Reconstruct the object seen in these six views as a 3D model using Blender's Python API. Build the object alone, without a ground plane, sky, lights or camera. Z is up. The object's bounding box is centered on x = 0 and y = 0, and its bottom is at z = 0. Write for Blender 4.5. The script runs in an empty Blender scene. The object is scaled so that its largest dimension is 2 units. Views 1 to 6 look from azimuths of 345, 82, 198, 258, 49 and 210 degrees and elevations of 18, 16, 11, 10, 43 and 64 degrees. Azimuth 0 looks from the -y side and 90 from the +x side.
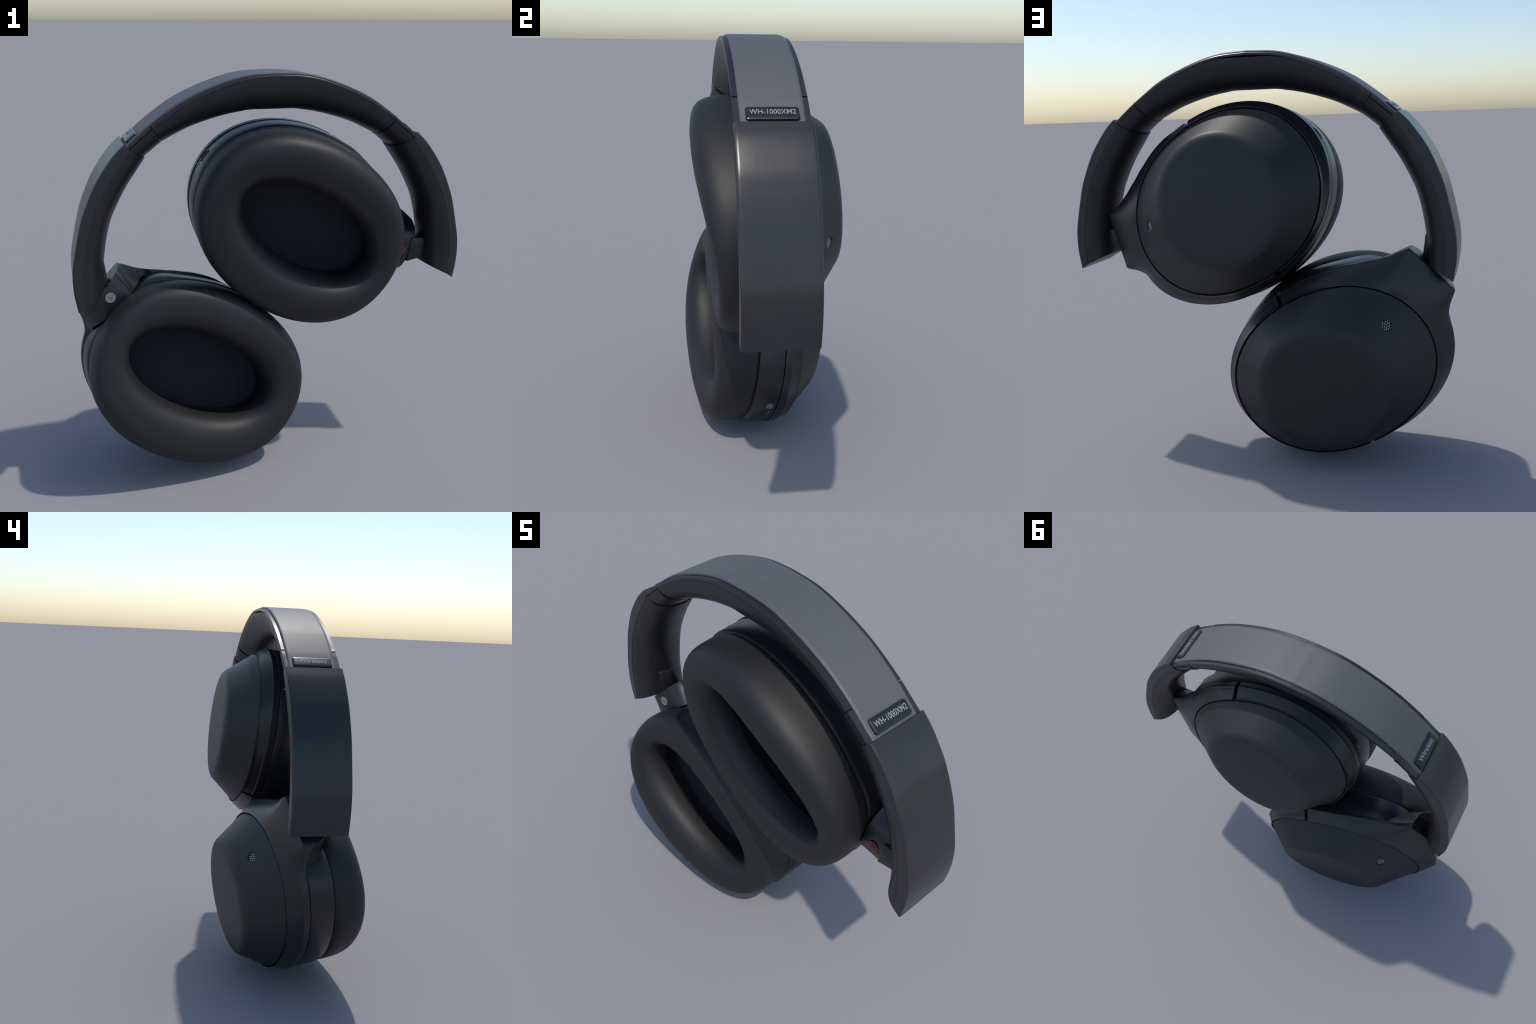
"""Folded over-ear headphones: arched headband with two sliders, and two ear
cups swivelled flat and folded inwards.  Every part is lofted from profiles."""
import bpy, bmesh, math
import numpy as np
from mathutils import Matrix, Vector

pi = math.pi

# ------------------------------------------------------------------ materials
def material(name, colour, rough=0.5, bump=0.0, bump_scale=300.0, vary=0.08,
             spec=0.5, metallic=0.0, coat=0.0, weave=False, emit=None):
    m = bpy.data.materials.new(name)
    m.use_nodes = True
    nt = m.node_tree
    b = nt.nodes["Principled BSDF"]
    b.inputs["Roughness"].default_value = rough
    b.inputs["Metallic"].default_value = metallic
    b.inputs["Specular IOR Level"].default_value = spec
    b.inputs["Coat Weight"].default_value = coat
    tc = nt.nodes.new("ShaderNodeTexCoord")
    n1 = nt.nodes.new("ShaderNodeTexNoise")
    n1.inputs["Scale"].default_value = 9.0
    n1.inputs["Detail"].default_value = 4.0
    nt.links.new(tc.outputs["Object"], n1.inputs["Vector"])
    ramp = nt.nodes.new("ShaderNodeValToRGB")
    lo = [c * (1 - vary) for c in colour] + [1]
    hi = [c * (1 + vary) for c in colour] + [1]
    ramp.color_ramp.elements[0].position = 0.3
    ramp.color_ramp.elements[1].position = 0.7
    ramp.color_ramp.elements[0].color = lo
    ramp.color_ramp.elements[1].color = hi
    nt.links.new(n1.outputs["Fac"], ramp.inputs["Fac"])
    nt.links.new(ramp.outputs["Color"], b.inputs["Base Color"])
    if bump > 0:
        if weave:
            t = nt.nodes.new("ShaderNodeTexVoronoi")
            t.inputs["Scale"].default_value = bump_scale
            out = t.outputs["Distance"]
        else:
            t = nt.nodes.new("ShaderNodeTexNoise")
            t.inputs["Scale"].default_value = bump_scale
            t.inputs["Detail"].default_value = 3.0
            out = t.outputs["Fac"]
        nt.links.new(tc.outputs["Object"], t.inputs["Vector"])
        bp = nt.nodes.new("ShaderNodeBump")
        bp.inputs["Strength"].default_value = bump
        bp.inputs["Distance"].default_value = 0.002
        nt.links.new(out, bp.inputs["Height"])
        nt.links.new(bp.outputs["Normal"], b.inputs["Normal"])
    return m

MAT = {
    "plastic": material("matte_black_plastic", (0.015, 0.015, 0.016), 0.32, 0.03, 500),
    "cover": material("soft_touch_cover", (0.015, 0.015, 0.016), 0.50, 0.03, 600),
    "slider": material("dark_slider_shell", (0.024, 0.024, 0.026), 0.30, 0.02, 500),
    "strap": material("grey_leatherette", (0.091, 0.093, 0.097), 0.52, 0.03, 500, vary=0.025),
    "cushion": material("black_leatherette", (0.014, 0.014, 0.0145), 0.55, 0.03, 260, spec=0.45),
    "band": material("band_padding", (0.013, 0.013, 0.014), 0.42, 0.02, 300),
    "fabric": material("speaker_cloth", (0.019, 0.020, 0.024), 0.9, 0.5, 160, weave=True, spec=0.2),
    "badge": material("badge_plastic", (0.014, 0.015, 0.018), 0.24),
    "print": material("grey_print", (0.23, 0.245, 0.275), 0.6),
    "faint_print": material("faint_print", (0.12, 0.125, 0.135), 0.6),
    "dark_print": material("dark_print", (0.015, 0.015, 0.016), 0.6),
    "red": material("red_mark", (0.22, 0.016, 0.015), 0.55),
    "white": material("grey_mark", (0.22, 0.22, 0.23), 0.55),
    "dark_red": material("dark_red_print", (0.05, 0.008, 0.008), 0.6),
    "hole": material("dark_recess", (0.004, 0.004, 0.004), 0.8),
    "metal": material("grille_metal", (0.46, 0.48, 0.53), 0.5, spec=0.5),
    "socket": material("socket_ring", (0.13, 0.135, 0.145), 0.35),
    "led": material("indicator_white", (0.6, 0.65, 0.7), 0.4),
}

# ------------------------------------------------------------------ mesh tools
def finish(name, bm, mat, parent=None, matrix=None, angle=35.0, flip=False, recalc=True):
    bm.normal_update()
    if recalc:
        bmesh.ops.recalc_face_normals(bm, faces=bm.faces)
    me = bpy.data.meshes.new(name)
    bm.to_mesh(me)
    bm.free()
    mats = mat if isinstance(mat, (list, tuple)) else [mat]
    for k in mats:
        me.materials.append(MAT[k])
    for p in me.polygons:
        p.use_smooth = True
    me.set_sharp_from_angle(angle=math.radians(angle))
    o = bpy.data.objects.new(name, me)
    bpy.context.scene.collection.objects.link(o)
    if matrix is not None:
        o.matrix_world = matrix
    if parent is not None:
        attach(o, parent)
    return o

def attach(o, parent):
    bpy.context.view_layer.update()
    w = o.matrix_world.copy()
    o.parent = parent
    o.matrix_parent_inverse = parent.matrix_world.inverted()
    o.matrix_world = w

def loft(bm, rings, closed=True, cap_start=False, cap_end=False, loop=False):
    """rings: list of (N,3) arrays; returns the vertex rows."""
    rows = [[bm.verts.new(tuple(map(float, p))) for p in r] for r in rings]
    n = len(rows[0])
    pairs = list(zip(rows[:-1], rows[1:]))
    if loop:
        pairs.append((rows[-1], rows[0]))
    for a, b in pairs:
        for i in range(n if closed else n - 1):
            j = (i + 1) % n
            bm.faces.new((a[i], a[j], b[j], b[i]))
    for flag, row, rev in ((cap_start, rows[0], True), (cap_end, rows[-1], False)):
        if flag:
            bm.faces.new(list(reversed(row)) if rev else row)
    return rows

def fan_cap(bm, row, centre):
    c = bm.verts.new(tuple(map(float, centre)))
    for i in range(len(row)):
        bm.faces.new((row[i], row[(i + 1) % len(row)], c))

def catmull(points, per=12):
    """Smooth curve through 2-D control points."""
    p = np.array(points, float)
    p = np.vstack([2 * p[0] - p[1], p, 2 * p[-1] - p[-2]])
    out = []
    for i in range(1, len(p) - 2):
        for k in range(per):
            t = k / per
            a, b, c, d = p[i - 1], p[i], p[i + 1], p[i + 2]
            out.append(0.5 * (2 * b + (c - a) * t + (2 * a - 5 * b + 4 * c - d) * t * t
                              + (3 * b - a - 3 * c + d) * t ** 3))
    out.append(p[-2])
    return np.array(out)

def resample(c, n):
    d = np.r_[0, np.cumsum(np.linalg.norm(np.diff(c, axis=0), axis=1))]
    s = np.linspace(0, d[-1], n)
    return np.column_stack([np.interp(s, d, c[:, k]) for k in range(c.shape[1])]), s / d[-1]

def normals2d(c):
    t = np.gradient(c, axis=0)
    t /= np.linalg.norm(t, axis=1)[:, None]
    return t, np.column_stack([t[:, 1], -t[:, 0]])      # inward for a clockwise arch


# ------------------------------------------------------------------ the thing
root = bpy.data.objects.new("folded_headphones", None)
bpy.context.scene.collection.objects.link(root)
root["label"] = "matte black folding over-ear headphones with grey headband strap"
root["category"] = "headphones"

YC = -0.0415                   # the arch lies in this plane

# ------------------------------------------------------------------ headband
# outer edge line of the right half of the band, crown to slider mouth (x, z)
BAND_LINE = [(0.0, 1.988), (0.15, 1.977), (0.30, 1.934), (0.45, 1.867), (0.593, 1.775), (0.650, 1.731), (0.704, 1.687)]
BAND_END = 0.592                     # x where the padding stops and the end cap begins
# slider: outer line of the shell and the line where shell and padding meet
SLIDER_OUT = [(0.713, 1.702), (0.769, 1.647), (0.837, 1.555), (0.872, 1.491), (0.900, 1.429), (0.927, 1.356),
              (0.959, 1.226), (0.977, 1.130), (0.979, 1.030), (0.965, 0.928)]
SLIDER_IN = [(0.690, 1.677), (0.737, 1.611), (0.779, 1.552), (0.816, 1.490), (0.848, 1.430), (0.876, 1.368),
             (0.904, 1.272), (0.925, 1.160), (0.932, 1.070), (0.930, 0.951)]

def ellipse_section(half, depth, lip=0.0, n=30, power=2.0):
    """Rounded inside of the band: (y, depth) from front edge to back edge."""
    out = [(-half, -0.004)]
    if lip > 0.002:
        out.append((-half, lip * .5))
    for k in range(n + 1):
        a = pi * k / n
        c, s = math.cos(a), math.sin(a)
        out.append((-half * math.copysign(abs(c) ** (2 / power), c), lip + (depth - lip) * s ** (2 / power)))
    if lip > 0.002:
        out.append((half, lip * .5))
    out.append((half, -0.004))
    return np.array(out)

class Line:
    """A smooth plane curve, walked by arc length, with inward normals."""
    def __init__(self, pts):
        self.c = np.array(pts)
        self.d = np.r_[0, np.cumsum(np.linalg.norm(np.diff(self.c, axis=0), axis=1))]
        self.length = self.d[-1]

    def at(self, s):
        return np.column_stack([np.interp(s, self.d, self.c[:, k]) for k in range(2)])

    def frame(self, s, e=0.015):
        s = np.atleast_1d(np.asarray(s, float))
        T = self.at(np.clip(s + e, 0, self.length)) - self.at(np.clip(s - e, 0, self.length))
        T /= np.linalg.norm(T, axis=1)[:, None]
        return self.at(s), T, np.column_stack([T[:, 1], -T[:, 0]])

_right = catmull(BAND_LINE, 16)
BAND = Line(np.vstack([_right[::-1] * [-1, 1], _right[1:]]))
S_MID = BAND.length / 2
S_CAP = S_MID
S_BAND = float(np.interp(BAND_END, _right[:, 0], np.r_[0, np.cumsum(np.linalg.norm(np.diff(_right, axis=0), axis=1))]))

def sweep(name, P, N, T, sections, mat, parent, shear=None, inset=None, **kw):
    """Loft the (y, depth) sections along points P with inward normals N."""
    bm = bmesh.new()
    rings = []
    for k, (p, n, t) in enumerate(zip(P, N, T)):
        sec = sections[k]
        sh = shear[k] if shear is not None else 0.0
        q = p + sec[:, 1:2] * n + sec[:, 1:2] * sh * t
        rings.append(np.column_stack([q[:, 0], YC + sec[:, 0], q[:, 1]]))
    rows = loft(bm, rings, True)
    for which, row in ((0, rows[0][::-1]), (-1, rows[-1])):
        f = bm.faces.new(row)
        if inset == which:
            bmesh.ops.inset_individual(bm, faces=[f], thickness=0.014, depth=-0.012)
    return finish(name, bm, mat, parent, **kw)

def band_part(name, s0, s1, n, section, mat, parent, **kw):
    S = np.linspace(s0, s1, n)
    P, T, N = BAND.frame(S_MID + S)
    return sweep(name, P, N, T, [section(s) for s in S], mat, parent, **kw)

def band_depth(s):
    return float(np.interp(abs(s), [0, 0.2, 0.4, S_BAND, S_CAP], [0.166, 0.157, 0.135, 0.104, 0.101]))

def band_lip(s):
    return float(np.interp(abs(s), [0, 0.3, S_BAND], [0.020, 0.008, 0.002]))

headband = band_part("headband", -S_BAND, S_BAND, 97,
                     lambda s: ellipse_section(0.1400, band_depth(s), band_lip(s)), "band", root)

# thin rail along both outer edges, under the strap
def flat_section(half, t0, t1, bev=0.004):
    return np.array([(-half + bev, t0), (-half, t0 + bev), (-half, t1 - bev), (-half + bev, t1),
                     (half - bev, t1), (half, t1 - bev), (half, t0 + bev), (half - bev, t0)])

band_part("headband_rail", -S_BAND + .001, S_BAND - .001, 97,
          lambda s: flat_section(0.1420, -0.002, 0.012, 0.003), "slider", headband)

# grey strap, running to the sliders; it rises towards the crown
def strap_section(s):
    half = 0.1200
    top = -float(np.interp(abs(s), [0, 0.5, 0.60, S_CAP], [0.0125, 0.0145, 0.0115, 0.0040]))
    left = [(-half, 0.004), (-half, top + 0.005), (-half + 0.003, top + 0.0018), (-half + 0.010, top), (-half + 0.018, top), (-half * .5, top)]
    return np.array(left + [(-y, d) for y, d in reversed(left)])

band_part("headband_strap", -S_CAP, S_CAP, 111, strap_section, "strap", headband)

# end caps between padding and sliders: rounded body plus the end of the rail
for sg in (-1, 1):
    a, b = sorted((sg * (S_BAND + 0.003), sg * S_CAP))
    band_part("band_end_cap", a, b, 14,
              lambda s: ellipse_section(0.1405, band_depth(s) + 0.001, 0.016)[2:-2], "band", headband)
    band_part("end_cap_rail", a, b, 14, lambda s: flat_section(0.1415, -0.001, 0.0135, 0.0025), "slider", headband)

# sliders: outer shell with straight walls, rounded padding inside
so, _ = resample(catmull(SLIDER_OUT, 12), 61)
si, _ = resample(catmull(SLIDER_IN, 12), 61)
for sg in (-1, 1):
    k = np.array([sg, 1.0])
    out_line, in_line = so * k, si * k
    axis = in_line - out_line
    gap = np.linalg.norm(axis, axis=1)
    axis /= gap[:, None]
    HW = 0.1455

    def shell_half(e, g):
        h = [(-HW * .5, e), (-HW + .014, e), (-HW + .007, .0004 + e), (-HW + .0022, .0022 + e), (-HW, .007 + e), (-HW, .011 + e), (-HW, g), (-HW + .012, g + .0005)]
        return h + [(-y, d) for y, d in reversed(h)]
    bm = bmesh.new()
    rings = []
    n = len(so)
    for i in range(n):
        g = gap[i]
        e = 0.0045 if i == 0 else 0.0                  # softened mouth edge
        sec = shell_half(e, g)
        rings.append([(out_line[i][0] + d * axis[i][0], YC + y, out_line[i][1] + d * axis[i][1]) for y, d in sec])
    # round the mouth: repeat the first ring a little further along
    first = np.array(rings[0])
    second = np.array(rings[1])
    plain = np.array([(out_line[0][0] + d * axis[0][0], YC + y, out_line[0][1] + d * axis[0][1]) for y, d in shell_half(0.0, gap[0])])
    rings[0:1] = [first, plain + (second - plain) * 0.12, plain + (second - plain) * 0.34, plain + (second - plain) * 0.6]
    loft(bm, rings, True, True, True)
    shell = finish("slider", bm, "slider", headband)

    ln = Line(in_line)
    P, T, N = ln.frame(np.linspace(0, ln.length, 61))
    N = N * sg
    T = T * 1.0
    f = np.linspace(0, 1, 61)
    # the lower end is cut obliquely, rising towards the inside
    shear = -0.46 * np.clip((f - 0.62) / 0.38, 0, 1) ** 1.6
    secs = [ellipse_section(0.1438, float(np.interp(x, [0, .3, .7, 1], [0.096, 0.097, 0.099, 0.100]))) + [0, 0.0012] for x in f]
    sweep("slider_padding", P, N, T, secs, "band", shell, shear=shear, inset=-1)

# ------------------------------------------------------------------ badges and lettering
def arch_frame(s, lift):
    P, T, N = BAND.frame(S_MID + s)
    p, t, n = P[0], T[0], N[0]
    out = Vector((-n[0], 0, -n[1]))
    return Vector((p[0], YC, p[1])) + out * lift, Vector((t[0], 0, t[1])), out

def text_mesh(name, body, size, mat, parent, matrix, extrude=0.0006, width=None, bold=0.0):
    cu = bpy.data.curves.new(name, "FONT")
    cu.body = body
    cu.size = size
    cu.align_x = "CENTER"
    cu.align_y = "CENTER"
    cu.extrude = extrude
    cu.offset = bold * size
    cu.resolution_u = 4
    tmp = bpy.data.objects.new(name + "_curve", cu)
    bpy.context.scene.collection.objects.link(tmp)
    dg = bpy.context.evaluated_depsgraph_get()
    me = bpy.data.meshes.new_from_object(tmp.evaluated_get(dg))
    bpy.data.objects.remove(tmp)
    bpy.data.curves.remove(cu)
    if width:
        xs = [v.co.x for v in me.vertices]
        k = width / (max(xs) - min(xs))
        cx = 0.5 * (max(xs) + min(xs))
        for v in me.vertices:
            v.co.x = (v.co.x - cx) * k
    me.materials.clear()
    me.materials.append(MAT[mat])
    o = bpy.data.objects.new(name, me)
    bpy.context.scene.collection.objects.link(o)
    o.matrix_world = matrix
    attach(o, parent)
    return o

def frame_matrix(loc, x, y, z):
    return Matrix(((x[0], y[0], z[0], loc[0]), (x[1], y[1], z[1], loc[1]), (x[2], y[2], z[2], loc[2]), (0, 0, 0, 1)))

def rounded_pill(bm, hx, hy, r, z0, z1, bev):
    pts = []
    for cx, cy, a0 in ((hx - r, hy - r, 0), (-hx + r, hy - r, 90), (-hx + r, -hy + r, 180), (hx - r, -hy + r, 270)):
        for k in range(7):
            a = math.radians(a0 + 15 * k)
            pts.append((cx, cy, math.cos(a), math.sin(a)))
    rings = []
    for off, z in ((0, z0), (0, z1 - bev), (-bev * .3, z1 - bev * .35), (-bev, z1 - .0006), (-bev * 1.6, z1)):
        rings.append([(x + (r + off) * c, y + (r + off) * s, z) for x, y, c, s in pts])
    loft(bm, rings, True, True, True)

for sg, words in ((1, "WH-1000XM2"), (-1, "Wireless")):
    loc, t, out = arch_frame(sg * (S_CAP - 0.046), 0.003)
    up = -t * sg                              # towards the crown
    xdir = up.cross(out)
    M = frame_matrix(loc, xdir, up, out)
    bm = bmesh.new()
    rounded_pill(bm, 0.0985, 0.0325, 0.012, -0.006, 0.0125, 0.006)
    badge = finish("badge", bm, "badge", headband, M)
    text_mesh("badge_lettering", words, 0.034 if sg > 0 else 0.040, "print", badge,
              frame_matrix(loc + out * 0.0127 + up * (0.003), xdir, up, out), 0.0006, 0.170 if sg > 0 else 0.139, 0.012)

# ------------------------------------------------------------------ ear cups
# local frame of a cup: u runs away from the hinge, v across, w outwards;
# the right cup is the mirror image (u reversed).
POSE = {
    "left": ((-0.4078, 0.1393, 0.4679), (0.8629, 0.0510, -0.5028), (0.4874, 0.1789, 0.8546), (-0.1336, 0.9825, -0.1293)),
    "right": ((0.1146, 0.1460, 1.2860), (0.8262, 0.0327, -0.5624), (0.5630, -0.0864, 0.8219), (0.0217, 0.9957, 0.0897)),
}
N_T = 192
TH = np.linspace(0, 2 * pi, N_T, endpoint=False)

def seam(th):
    r = 0.4603 + 0.0448 * np.cos(2 * th) - 0.0012 * np.cos(3 * th) + 0.0015 * np.sin(4 * th)
    return r, 0.0019 * np.cos(3 * th)

def ellipse_r(th, a, b, u0=0.0, v0=0.0, rot=0.0):
    """polar radius about the origin of an ellipse centred at (u0, v0)"""
    c, s = np.cos(th - rot), np.sin(th - rot)
    x = u0 * math.cos(rot) + v0 * math.sin(rot)
    y = -u0 * math.sin(rot) + v0 * math.cos(rot)
    A = c * c / a ** 2 + s * s / b ** 2
    B = -(x * c / a ** 2 + y * s / b ** 2)
    C = x * x / a ** 2 + y * y / b ** 2 - 1
    return (-B + np.sqrt(B * B - A * C)) / A

def housing_r(th):
    return ellipse_r(th, 0.5754, 0.4514, -0.0294, 0.007, 0.036)

NECK_TOP, NECK_LOW = (-0.612, 0.335), (-0.693, 0.053)     # ends of the hinge edge
GROOVE = ((-0.457, 0.372), (-0.616, -0.042))              # chord where neck meets housing

def line_r(th, a, b):
    (x1, y1), (x2, y2) = a, b
    nx, ny = y2 - y1, x1 - x2
    k = nx * x1 + ny * y1
    den = nx * np.cos(th) + ny * np.sin(th)
    r = k / np.where(np.abs(den) < 1e-6, 1e-6, den)
    return np.where(r > 0, r, 9.0)

def deg(p):
    return math.degrees(math.atan2(p[1], p[0])) % 360

def soft(values, width):
    """moving average used to blend tabulated outlines"""
    k = np.ones(width) / width
    pad = np.r_[np.full(width, values[0]), values, np.full(width, values[-1])]
    return np.convolve(np.convolve(pad, k, "same"), k, "same")[width:-width]

_D = np.linspace(80, 280, 801)                      # fine angle grid over the hinge half

def _table(x, y, width=13):
    return soft(np.interp(_D, x, y), width)

_A_TOP, _A_LOW = deg(NECK_TOP), deg(NECK_LOW)
_R0 = housing_r(np.radians(_D))
_TOP = np.where(_D < _A_TOP + 3, np.interp(_D, [80, 95, 100, 111.7, 122.5, 132.5, 140.7, 145.7, _A_TOP], [0.40, 0.458, 0.468, 0.485, 0.506, 0.537, 0.579, 0.618, math.hypot(*NECK_TOP)]), 0)
_LOW = np.where(_D > _A_LOW - 3, np.interp(_D, [_A_LOW, 179, 182.3, 185.8, 189.5, 193.4, 197.8, 202, 212, 224, 240], [math.hypot(*NECK_LOW), 0.642, 0.613, 0.597, 0.592, 0.590, 0.585, 0.577, 0.545, 0.49, 0.40]), 0)
_MID = line_r(np.radians(_D), NECK_TOP, NECK_LOW)
_Y = np.where((_D >= _A_TOP) & (_D <= _A_LOW), _MID, np.where(_D < 165, np.maximum(_TOP, _R0), np.maximum(_LOW, _R0)))
_head = soft(np.where(_D < _A_TOP, _Y, 2 * _Y[np.searchsorted(_D, _A_TOP)] - np.interp(2 * _A_TOP - _D, _D, _Y)), 9)
_tail = soft(np.where(_D > _A_LOW, _Y, 2 * _Y[np.searchsorted(_D, _A_LOW)] - np.interp(2 * _A_LOW - _D, _D, _Y)), 9)
_SHARP = np.where(_D < _A_TOP, _head, np.where(_D > _A_LOW, _tail, _Y))
_ROUND = soft(_SHARP, 41)

def yoke_r(th):           # outline with the two hinge corners
    return np.interp(np.degrees(th) % 360, _D, _SHARP)

def yoke_r_round(th):     # the same outline with the corners blended away
    return np.interp(np.degrees(th) % 360, _D, _ROUND)

_EDGE = _table([112, 130, 138, 151, 175.6, 181, 188, 195], [0, .014, .021, .030, .026, .016, .005, 0], 13)
_BACK = _table([133, 142, 148, 151.3, 152.6, 155, 158.3, 166, 171, 173.5, 175.8, 179, 182, 187],
               [0, .004, .014, .030, .084, .116, .136, .142, .124, .095, .032, .015, .005, 0], 5)
_INNER = _table([136, 141, 146, 151, 156, 160, 172, 176, 180, 184, 187, 192],
                [-.097, -.104, -.140, -.195, -.226, -.232, -.232, -.210, -.165, -.120, -.100, -.097], 9)

def yoke_edge_w(th):      # outer edge of the outward face
    return -0.055 - np.interp(np.degrees(th) % 360, _D, _EDGE)

def groove_w(th):
    return -0.097 + 0 * th

def yoke_back_w(th):      # forward edge of the side wall
    return groove_w(th) - np.interp(np.degrees(th) % 360, _D, _BACK)

def polar(th, r, w):
    return np.column_stack([r * np.cos(th), r * np.sin(th), np.broadcast_to(w, th.shape)])

def build_cup(side):
    loc, e1, e2, n = POSE[side]
    M = frame_matrix(loc, [-k for k in e1], e2, n)      # right-handed frame
    sgn = -1.0 if side == "left" else 1.0

    def place(bm):
        if sgn < 0:
            for v in bm.verts:
                v.co.x = -v.co.x
        return bm

    def done(name, bm, mat, parent, **kw):
        return finish(name, place(bm), mat, parent, M, **kw)

    def local(u, v, w):
        return Vector((sgn * u, v, w))

    def spot(u, v, w, normal, updir):
        """world matrix of a decal frame: z along normal, y along updir"""
        z = local(*normal).normalized()
        y = local(*updir)
        y = (y - z * y.dot(z)).normalized()
        x = y.cross(z)
        return M @ frame_matrix(local(u, v, w), x, y, z)

    # ---- housing -------------------------------------------------------
    chord = line_r(TH, *GROOVE)
    gw = groove_w(TH)
    hinge_half = (np.degrees(TH) > 100) & (np.degrees(TH) < 170)
    rh = np.where(hinge_half, np.maximum(housing_r(TH), yoke_r_round(TH) - 0.012), housing_r(TH))
    rh = np.minimum(rh, chord - 0.004)
    rh = np.minimum(soft(np.r_[rh, rh, rh], 7)[N_T:2 * N_T], chord - 0.004)
    r_seam = seam(TH)[0]
    bm = bmesh.new()
    rings = [polar(TH, r_seam - 0.03, -0.025),
             polar(TH, np.minimum(r_seam - 0.004, rh - 0.02), gw + .045),
             polar(TH, rh - 0.022, gw + .012),
             polar(TH, rh - 0.010, gw + .001),
             polar(TH, rh - 0.0015, gw - 0.003),
             polar(TH, rh, gw - 0.007),
             polar(TH, rh, gw * .5 - .11),
             polar(TH, rh, -0.215 + 0 * TH),
             polar(TH, rh - 0.004, -0.224 + 0 * TH),
             polar(TH, rh - 0.015, -0.229 + 0 * TH),
             polar(TH, rh - 0.07, -0.229 + 0 * TH),
             polar(TH, rh - 0.08, -0.150 + 0 * TH)]
    rows = loft(bm, rings)
    fan_cap(bm, rows[0][::-1], (0, 0, -0.02))
    fan_cap(bm, rows[-1], (0, 0, -0.150))
    housing = done("ear_cup", bm, "plastic", root)

    # ---- outer cover -----------------------------------------------------
    rs, ws = seam(TH)
    uc, vc, a2, b2, h, tu, tv, crown = 0.030, -0.001, 0.308, 0.314, 0.158, -0.008, -0.010, 0.006

    def top_ring(k, dw):
        U = uc + k * a2 * np.cos(TH)
        V = vc + k * b2 * np.sin(TH)
        return np.column_stack([U, V, h + dw + tu * (U - uc) + tv * (V - vc)])
    base = polar(TH, rs - 0.004, ws + 0.001)
    edge = top_ring(0.990, 0.001)
    flat = top_ring(0.88, 0.004)
    bm = bmesh.new()
    rings = [polar(TH, rs - 0.006, ws - 0.03), polar(TH, rs - 0.0045, ws - 0.003), base]
    start = base + (edge - base) * 0.87
    for f in np.linspace(0.04, 0.96, 18):
        rings.append(base + (start - base) * f)
    for t in np.linspace(0, 1, 9):
        rings.append((1 - t) ** 2 * start + 2 * t * (1 - t) * edge + t * t * flat)
    z0 = 0.004
    for k in (0.72, 0.55, 0.38, 0.2, 0.07):
        rings.append(top_ring(k, z0 + (crown - z0) * (1 - (k / 0.88) ** 2)))
    rows = loft(bm, rings, True, True, False)
    fan_cap(bm, rows[-1], (uc, vc, h + crown))
    cover = done("ear_cup_cover", bm, "cover", housing, angle=50)

    # microphone port in the sloping wall of the cover
    ku = math.atan2(0.107, -0.37)
    i = int(round(ku / (2 * pi) * N_T)) % N_T
    A, B = base[i], start[i]
    tang = base[(i + 1) % N_T] - base[i - 1]
    nrm = np.cross(B - A, tang)
    nrm /= np.linalg.norm(nrm)
    if nrm[2] < 0:
        nrm = -nrm
    mic = A + (B - A) * ((0.080 - A[2]) / (B[2] - A[2]))
    slope = (B - A) / np.linalg.norm(B - A)
    bm = bmesh.new()
    z = Vector(nrm)
    y = Vector(slope)
    x = y.cross(z)
    bmesh.ops.create_cone(bm, cap_ends=True, segments=28, radius1=0.027, radius2=0.027, depth=0.036,
                          matrix=frame_matrix(mic, x, y, z))
    cutter = done("cutter", bm, "hole", None)
    mod = cover.modifiers.new("port", "BOOLEAN")
    mod.operation = "DIFFERENCE"
    mod.object = cutter
    mod.solver = "EXACT"
    bpy.context.view_layer.update()
    dg = bpy.context.evaluated_depsgraph_get()
    me = bpy.data.meshes.new_from_object(cover.evaluated_get(dg))
    cover.modifiers.clear()
    cover.data = me
    me.name = "ear_cup_cover"
    bpy.data.objects.remove(cutter)
    # honeycomb grille inside the port
    bm = bmesh.new()
    bar, R = 0.0017, 0.0262
    pitch = 0.0125
    seen = set()
    zt = -0.008
    for qy in range(-3, 4):
        for qx in range(-4, 5):
            cx = (qx + 0.5 * (qy % 2)) * pitch
            cy = qy * pitch * 0.866
            for k in range(6):
                a0, a1 = pi / 6 + k * pi / 3, pi / 6 + (k + 1) * pi / 3
                rr = pitch / math.sqrt(3)
                p = Vector((cx + rr * math.cos(a0), cy + rr * math.sin(a0), 0))
                q = Vector((cx + rr * math.cos(a1), cy + rr * math.sin(a1), 0))
                key = tuple(sorted(((round(p.x * 5e3), round(p.y * 5e3)), (round(q.x * 5e3), round(q.y * 5e3)))))
                if key in seen or max(p.length, q.length) > R:
                    continue
                seen.add(key)
                d = (q - p).normalized()
                s = Vector((-d.y, d.x, 0)) * (bar / 2)
                top = [p + s, q + s, q - s, p - s]
                vs = [bm.verts.new(frame_matrix(mic, x, y, z) @ Vector((v.x, v.y, zt + dz))) for dz in (0.001, -0.0015) for v in top]
                for f in ((0, 1, 2, 3), (7, 6, 5, 4), (0, 4, 5, 1), (1, 5, 6, 2), (2, 6, 7, 3), (3, 7, 4, 0)):
                    bm.faces.new([vs[m] for m in f])
    done("microphone_grille", bm, "metal", cover, angle=30)
    bm = bmesh.new()
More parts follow.
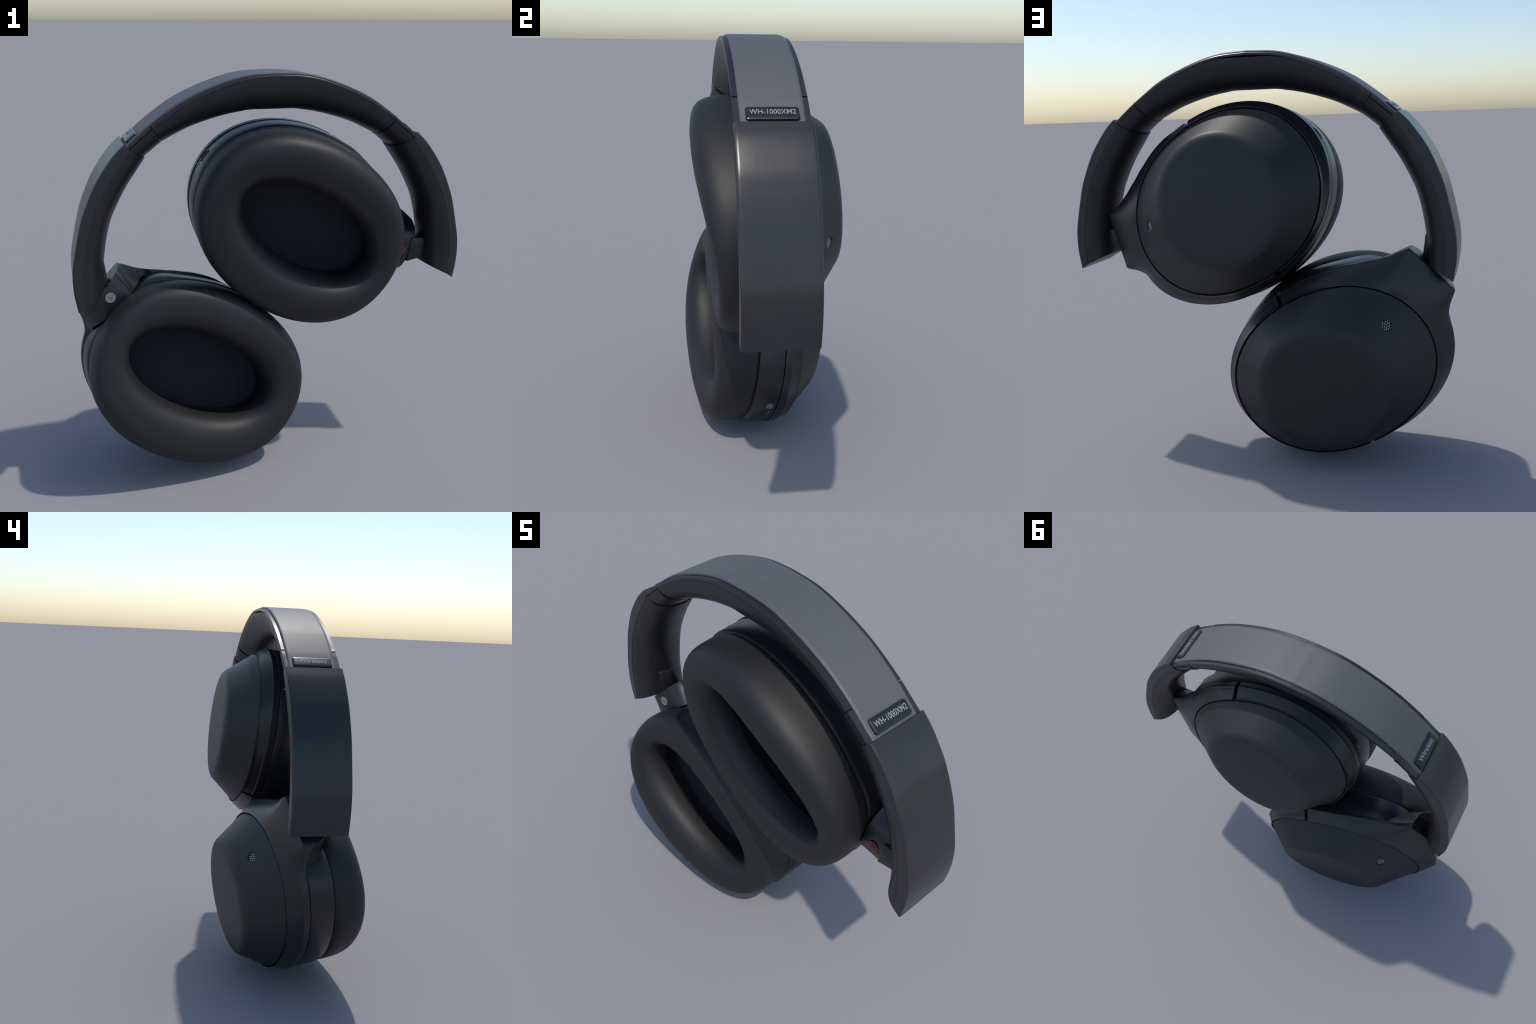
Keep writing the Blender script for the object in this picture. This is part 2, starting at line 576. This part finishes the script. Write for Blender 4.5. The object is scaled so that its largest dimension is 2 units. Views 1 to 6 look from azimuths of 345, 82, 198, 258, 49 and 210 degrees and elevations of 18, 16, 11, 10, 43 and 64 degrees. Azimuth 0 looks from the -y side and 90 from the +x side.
    bmesh.ops.create_circle(bm, cap_ends=True, segments=24, radius=0.0268, matrix=frame_matrix(Vector(mic) - z * 0.0145, x, y, z))
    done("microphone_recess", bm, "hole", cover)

    # ---- rim (far half) and yoke (hinge half) ------------------------------
    def rim_section(th, r_out, r_soft, w_edge, w_back, r_in_back, w_in_back, dish=0.0):
        """closed section: inner lip at the cover, sloping face, crisp edge, side wall, back"""
        r_s, w_s = seam(th)
        bev = 0.005
        r_e = r_out - bev
        face = [polar(th, r_s + ((r_soft * (1 - t ** 3) + r_out * t ** 3) - bev - r_s) * (0.04 + .96 * t),
                      w_s + (w_edge - w_s) * (t - dish * t * (1 - t)))
                for t in (0.2, 0.4, 0.6, 0.8, 0.95)]
        return [polar(th, r_s - 0.02, w_s - 0.03),
                polar(th, r_s + 0.0015, w_s - 0.008),
                polar(th, r_s + 0.0025, w_s + 0.0005),
                polar(th, r_s + 0.005, w_s + 0.001),
                *face,
                polar(th, r_e, w_edge),
                polar(th, r_out - 0.0015, w_edge - 0.0025),
                polar(th, r_out, w_edge - 0.006),
                polar(th, r_out, w_edge - 0.011),
                polar(th, r_out, w_edge + (w_back - w_edge) * 0.75),
                polar(th, r_out, w_back + 0.003),
                polar(th, r_out - 0.003, w_back),
                polar(th, r_in_back, w_in_back)]

    def solid_strip(name, th, secs, mat):
        bm = bmesh.new()
        S = np.array(secs)                       # (profile, th, 3)
        rings = [S[:, k] for k in range(S.shape[1])]
        loft(bm, rings, True, True, True)
        return done(name, bm, mat, housing, angle=32)

    th = np.radians(np.linspace(-83.8, 83.8, 101))
    r = housing_r(th) + 0.002
    solid_strip("ear_cup_rim", th, rim_section(th, r, r, -0.055 + 0 * th, groove_w(th) + .002, r - 0.035, groove_w(th) + .002), "plastic")

    marks = sorted(set(list(np.linspace(87, 273, 187)) + [deg(NECK_TOP), deg(NECK_LOW)]))
    th = np.radians(np.array(marks))
    r = yoke_r(th) + 0.002
    ch = line_r(th, *GROOVE)
    rb = np.minimum(r - 0.035, ch + 0.006)
    wb = yoke_back_w(th)
    d = np.degrees(th)
    w_in = np.interp(d, _D, _INNER)
    neck_set = 0.0 if side == "left" else soft(np.interp(d, [158, 172, 182, 200], [0, .014, .014, 0]), 5)
    yoke = solid_strip("yoke", th, rim_section(th, r, yoke_r_round(th) + 0.002, yoke_edge_w(th) - neck_set, wb + .002, rb, w_in, 0.25), "plastic")

    # ---- ear cushion ------------------------------------------------------
    cr, sr = math.cos(0.030), math.sin(0.030)
    k3 = 1 + 0.0075 * np.cos(3 * TH) - 0.0110 * np.cos(4 * TH)      # softly squared oval
    X, Y = 0.5680 * k3 * np.cos(TH), 0.4510 * k3 * np.sin(TH)
    du, dv = (-0.007, 0.0) if side == "left" else (0.001, -0.004)      # each soft pad sits a little differently
    O = np.column_stack([-0.0300 + du + cr * X - sr * Y, 0.0050 + dv + sr * X + cr * Y])
    HC = np.array([-0.05, 0.012])                   # opening of the cushion
    H = HC + np.column_stack([0.384 * np.cos(TH), 0.198 * np.sin(TH)])
    Mid = H + 0.50 * (O - H)                       # crest line of the ring
    crest = -0.4155 - 0.006 * Mid[:, 0] - 0.022 * Mid[:, 1] + 0.0140 * np.cos(2 * TH) - 0.0080 * np.sin(2 * TH) + 0.005 * np.sin(3 * TH)
    wm = -0.278
    rings = []

    def at(x, w):      # x = 1 at the outside, 0 on the crest, -1 at the lip of the opening
        D = O - Mid if x >= 0 else Mid - H
        return np.column_stack([Mid + D * x, np.broadcast_to(w, TH.shape)])
    # the back of the ring follows the housing, then eases into the cushion outline
    back = np.column_stack([rh * np.cos(TH), rh * np.sin(TH)])
    back = back * 0.985
    for k, mix, w in ((0.90, 0.3, -0.226), (0.985, 0.3, -0.2270), (0.993, 0.35, -0.230), (0.998, 0.5, -0.238), (1.0, 0.75, -0.252), (1.0, 0.95, -0.267)):
        rings.append(np.column_stack([(back * (1 - mix) + O * mix) * k, np.full(N_T, w)]))
    p_out, p_in = 3.1, 2.5
    for a in np.linspace(0, pi / 2, 13):
        rings.append(at(math.cos(a) ** (2 / p_out), wm + (crest - wm) * math.sin(a) ** (2 / p_out)))
    for a in np.linspace(pi / 2, 0, 15)[1:]:
        rings.append(at(-math.cos(a) ** (2 / p_in), wm + (crest - wm) * math.sin(a) ** (2 / p_in)))
    rings.append(at(-1.0, -0.284))
    rings.append(at(-0.99, -0.280))
    rings.append(at(-0.96, -0.276))
    rings.append(at(-0.95, -0.185))
    bm = bmesh.new()
    loft(bm, rings, True)
    done("ear_cushion", bm, "cushion", housing, angle=60)

    bm = bmesh.new()
    rows = loft(bm, [np.column_stack([HC + (H - HC) * k, np.full(N_T, w)])
                     for k, w in ((1.08, -0.196), (0.8, -0.198), (0.45, -0.200))])
    fan_cap(bm, rows[-1], (HC[0], HC[1], -0.200))
    done("speaker_cloth", bm, "fabric", housing)

    # ---- side mark (L or R) on the neck ---------------------------------------
    up = (0.35, 0.93, 0)
    nn_ = (0.0, 0.0, -1.0)
    c = (-0.604, 0.179, -0.2365)
    bm = bmesh.new()
    bmesh.ops.create_cone(bm, cap_ends=True, segments=32, radius1=0.0250, radius2=0.0250, depth=0.003)
    mark = finish("side_mark", bm, "white" if side == "left" else "red", yoke, spot(*c, nn_, up))
    rot = spot(c[0], c[1], c[2] - 0.0018, nn_, (-0.97, 0.24, 0))
    text_mesh("side_letter", "L" if side == "left" else "R", 0.026, "dark_print" if side == "left" else "dark_red", mark, rot, 0.0004)

    # ---- sockets on the far side of the housing ---------------------------------
    ring_n = (1.0, 0.05, 0.0)
    if side == "left":
        c = (housing_r(np.array([0.078]))[0] * math.cos(0.078), 0.042, -0.135)
        bm = bmesh.new()
        prof = [(0.0185, -0.004), (0.0185, 0.0014), (0.0170, 0.0025), (0.0150, 0.0016), (0.0100, 0.0004)]
        a = np.linspace(0, 2 * pi, 28, endpoint=False)
        rows = loft(bm, [np.column_stack([rr * np.cos(a), rr * np.sin(a), np.full(28, zz)]) for rr, zz in prof])
        fan_cap(bm, rows[-1], (0, 0, 0.0002))
        jack = finish("audio_socket", bm, "socket", housing, spot(*c, (1, .08, 0), (0, 0, 1)))
        text_mesh("socket_lettering", "INPUT", 0.016, "faint_print", housing,
                  spot(0.5483, -0.013, -0.131, (1, -0.01, 0), (0, 0, 1)), 0.0005)
    else:
        c = (0.5460, 0.032, -0.128)
        MM = spot(*c, (1, 0.06, 0), (0, 0, 1))
        bm = bmesh.new()
        rounded_pill(bm, 0.034, 0.0125, 0.011, -0.006, 0.0022, 0.002)
        port = finish("charging_port", bm, "badge", housing, MM)
        bm = bmesh.new()
        rounded_pill(bm, 0.024, 0.0075, 0.005, -0.006, 0.0030, 0.0005)
        finish("port_opening", bm, "hole", port, MM)
        bm = bmesh.new()
        bmesh.ops.create_uvsphere(bm, u_segments=12, v_segments=8, radius=0.0035)
        finish("indicator_light", bm, "led", housing, M @ Matrix.Translation(local(0.5470, -0.021, -0.121)))
    return housing

for side in ("left", "right"):
    build_cup(side)

# ------------------------------------------------------------------ hinge blocks
def prism(name, quad, y0, y1, mat, parent):
    bm = bmesh.new()
    rows = loft(bm, [[(x, y, z) for x, z in quad] for y in (y0, y1)], True, True, True)
    bmesh.ops.bevel(bm, geom=bm.edges[:], offset=0.004, segments=2, affect="EDGES", profile=0.5)
    return finish(name, bm, mat, parent)

prism("hinge", [(0.742, 1.005), (0.765, 1.135), (0.872, 1.125), (0.860, 1.030)], -0.090, 0.010, "plastic", headband)
prism("hinge", [(-0.815, 1.015), (-0.828, 1.130), (-0.890, 1.150), (-0.890, 1.010)], -0.084, 0.005, "plastic", headband)
